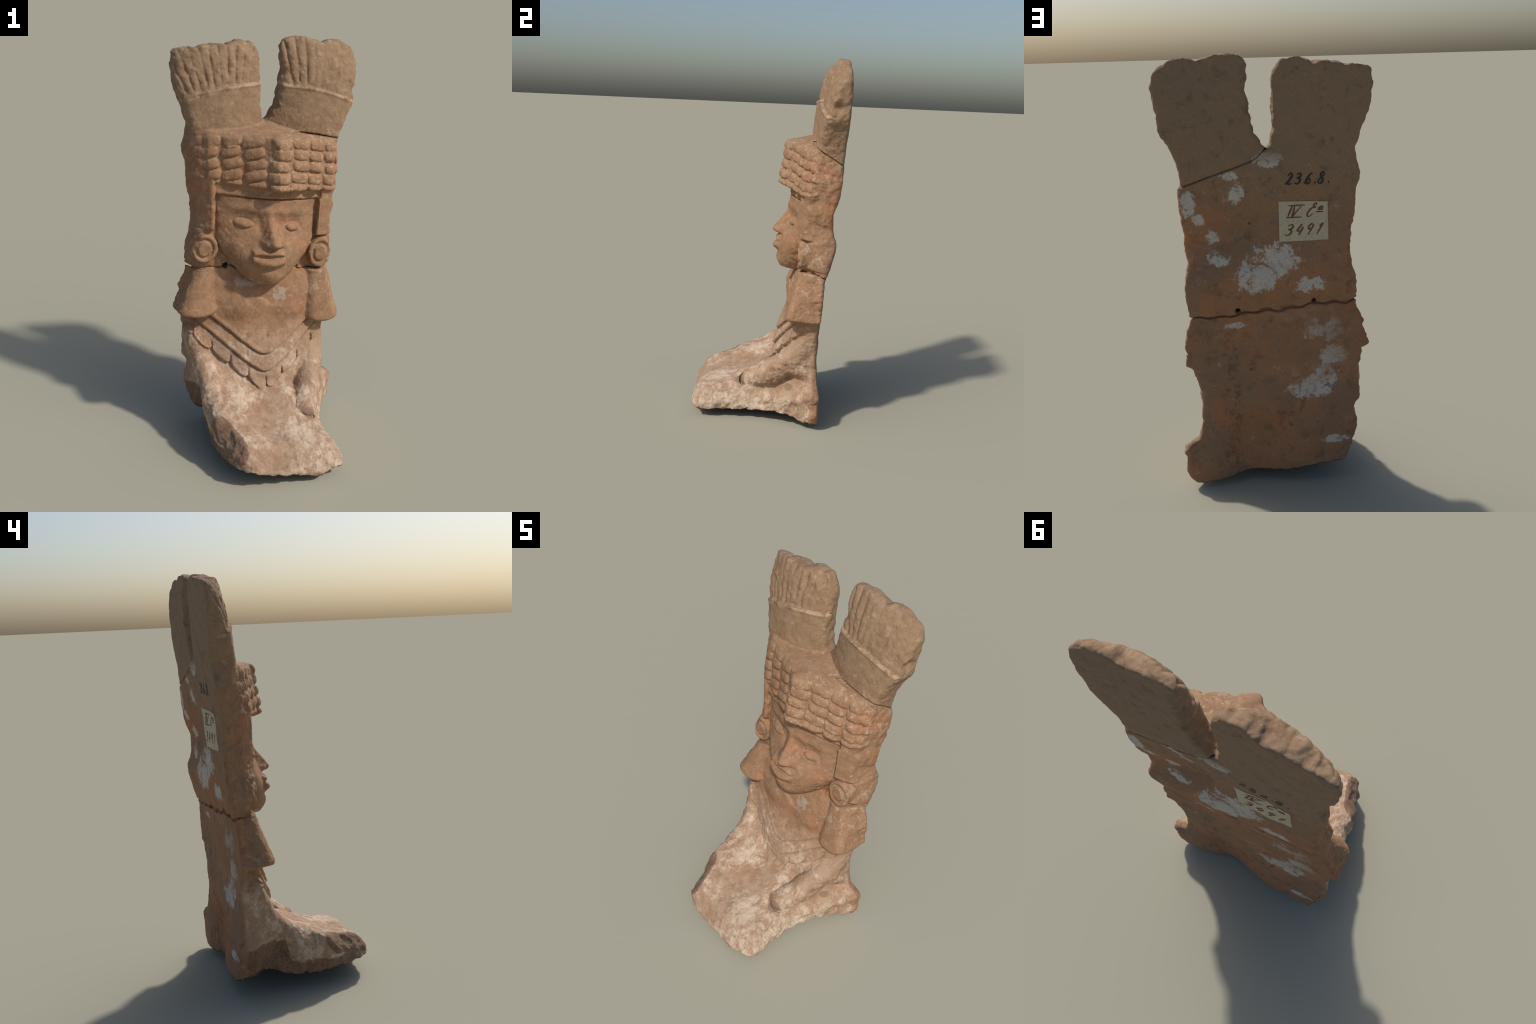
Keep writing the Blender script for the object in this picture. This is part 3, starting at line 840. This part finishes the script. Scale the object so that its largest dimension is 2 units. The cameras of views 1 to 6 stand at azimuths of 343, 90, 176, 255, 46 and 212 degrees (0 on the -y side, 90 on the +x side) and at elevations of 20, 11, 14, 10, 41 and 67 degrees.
# ------------------------------------------------------------------ build
def main():
    F, origin = build_field()
    P, Q = surface_nets(F, origin)
    del F
    P, Q = largest_component(P, Q)
    P = smooth(P, Q, .5); P = smooth(P, Q, -.35); P = smooth(P, Q, .4)
    N, _ = vertex_normals(P, Q)
    x, y, z = P.T
    edge = sstep(.5, .9, np.abs(N[:, 0])) + sstep(.4, .8, N[:, 2]*(z > 1.6))
    amp = .0014 + .0026*np.clip(edge, 0, 1) + .0012*(z < .35)
    d = amp*fbm(x, y, z, .030, 3, 101) + .0006*fbm(x, y, z, .010, 2, 202)
    P = P + N*d[:, None]
    P[:, 2] = np.maximum(P[:, 2], 0)
    N, fn = vertex_normals(P, Q)
    C = P[Q].mean(axis=1)
    fn = fn/(np.linalg.norm(fn, axis=1)[:, None] + 1e-12)
    lab, names = classify(C, fn)

    clay = clay_material()
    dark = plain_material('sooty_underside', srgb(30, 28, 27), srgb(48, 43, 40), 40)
    paper = plain_material('aged_paper', srgb(180, 168, 140), srgb(192, 181, 154), 60, .8, .0006)
    ink_black = plain_material('black_ink', srgb(34, 34, 36), srgb(46, 45, 45), 120, .6, .0004)
    ink_brown = plain_material('brown_ink', srgb(104, 66, 44), srgb(124, 82, 58), 120, .7, .0004)

    col = bpy.context.scene.collection
    root = bpy.data.objects.new('clay_figurine', None)
    col.objects.link(root)
    root['label'] = 'weathered terracotta seated figurine with beaded feather headdress'
    root['category'] = 'clay figurine'
    objs = {}
    made = []
    for i, nm in enumerate(names):
        m = lab == i
        if m.sum() < 6:
            continue
        me = mesh_from(P, Q[m], N, nm)
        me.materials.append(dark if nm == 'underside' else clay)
        ob = bpy.data.objects.new(nm, me)
        col.objects.link(ob)
        made.append((nm, ob)); objs.setdefault(nm, []).append(ob)
    def centre(o):
        b = [Vector(c) for c in o.bound_box]; return sum(b, Vector())/8
    for nm, ob in made:
        pn = PARENT_OF.get(nm)
        if pn and pn in objs:
            ob.parent = min(objs[pn], key=lambda p: (centre(p) - centre(ob)).length)
        else:
            ob.parent = root

    # --- paper label and inked numbers on the back
    bvh = BVHTree.FromPolygons([tuple(v) for v in P], [tuple(int(a) for a in q) for q in Q[(C[:, 1] > .2) & (fn[:, 1] > .3)]])
    def hit(a, b):
        h = bvh.ray_cast(Vector((a, .6, b)), Vector((0, -1, 0)))
        return h[0].y if h[0] else float(back_y(np.array(a), np.array(b)))
    corners = np.array([(-.052,1.366),(-.268,1.357),(-.271,1.184),(-.053,1.184)])
    nu, nv = 25, 21
    V, top_i = [], {}
    A = np.zeros((nv, nu, 3))
    for j in range(nv):
        for i in range(nu):
            s, t = i/(nu-1), j/(nv-1)
            p = (corners[0]*(1-s) + corners[1]*s)*(1-t) + (corners[3]*(1-s) + corners[2]*s)*t
            A[j, i] = (p[0], hit(*p), p[1])
    yy = A[:, :, 1]
    for _ in range(12):
        pd = np.pad(yy, 1, mode='edge')
        yy = .5*yy + .125*(pd[:-2, 1:-1] + pd[2:, 1:-1] + pd[1:-1, :-2] + pd[1:-1, 2:])
    A[:, :, 1] = np.maximum(yy, A[:, :, 1]*.5 + yy*.5) + .0035
    for lay in (0, -.008):
        for j in range(nv):
            for i in range(nu):
                V.append((A[j, i, 0], A[j, i, 1] + lay, A[j, i, 2]))
    Fc = []
    n1 = nu*nv
    for j in range(nv-1):
        for i in range(nu-1):
            a = j*nu + i
            Fc.append((a, a+nu, a+nu+1, a+1)[::-1] if False else (a, a+1, a+nu+1, a+nu)); Fc.append((n1+a, n1+a+nu, n1+a+nu+1, n1+a+1))
    for i in range(nu-1):
        Fc.append((i, n1+i, n1+i+1, i+1)); b = (nv-1)*nu + i
        Fc.append((b, b+1, n1+b+1, n1+b))
    for j in range(nv-1):
        a = j*nu; Fc.append((a, a+nu, n1+a+nu, n1+a)); b = a+nu-1
        Fc.append((b, n1+b, n1+b+nu, b+nu))
    def add(name, V, Fc, mat, parent, smooth_=True):
        me = bpy.data.meshes.new(name); me.from_pydata(V, [], Fc); me.validate()
        import bmesh
        bm = bmesh.new(); bm.from_mesh(me); bmesh.ops.recalc_face_normals(bm, faces=bm.faces); bm.to_mesh(me); bm.free()
        me.materials.append(mat)
        me.polygons.foreach_set('use_smooth', np.full(len(me.polygons), smooth_))
        ob = bpy.data.objects.new(name, me); col.objects.link(ob); ob.parent = parent
        return ob
    label = add('paper_label', V, Fc, paper, root, False)
    lb = BVHTree.FromPolygons(V, Fc)
    def hit_label(a, b):
        h = lb.ray_cast(Vector((a, .6, b)), Vector((0, -1, 0)))
        return h[0].y if h[0] else hit(a, b)
    v, f = write([('2',.0,0,.16,1),('3',.19,.02,.17,.95),('.',.42,.03,.1,.9),('6',.43,.0,.18,1),('.',.67,.03,.1,.9),('8',.72,0,.2,1),('.',.98,.03,.1,.9)],
                 -.084, 1.440, .188, .050, .06, hit, .0034, .0016)
    add('inked_number', v, f, ink_black, root)
    t = [('I',.14,.62,.10,.26),('V',.22,.62,.20,.26),('-',.19,.885,.36,.03),('-',.13,.585,.34,.03),('C',.55,.60,.22,.33),('a',.80,.76,.16,.16),('-',.78,.70,.16,.03),
         ('3',.08,.14,.19,.28),('4',.32,.14,.18,.28),('9',.53,.14,.18,.28),('1',.74,.14,.16,.28)]
    v, f = write(t, -.056, 1.186, .205, .176, .32, hit_label, .0028, .0014)
    add('label_handwriting', v, f, ink_brown, label)
    print('verts', len(P), 'quads', len(Q), {k: len(v) for k, v in objs.items()})

main()
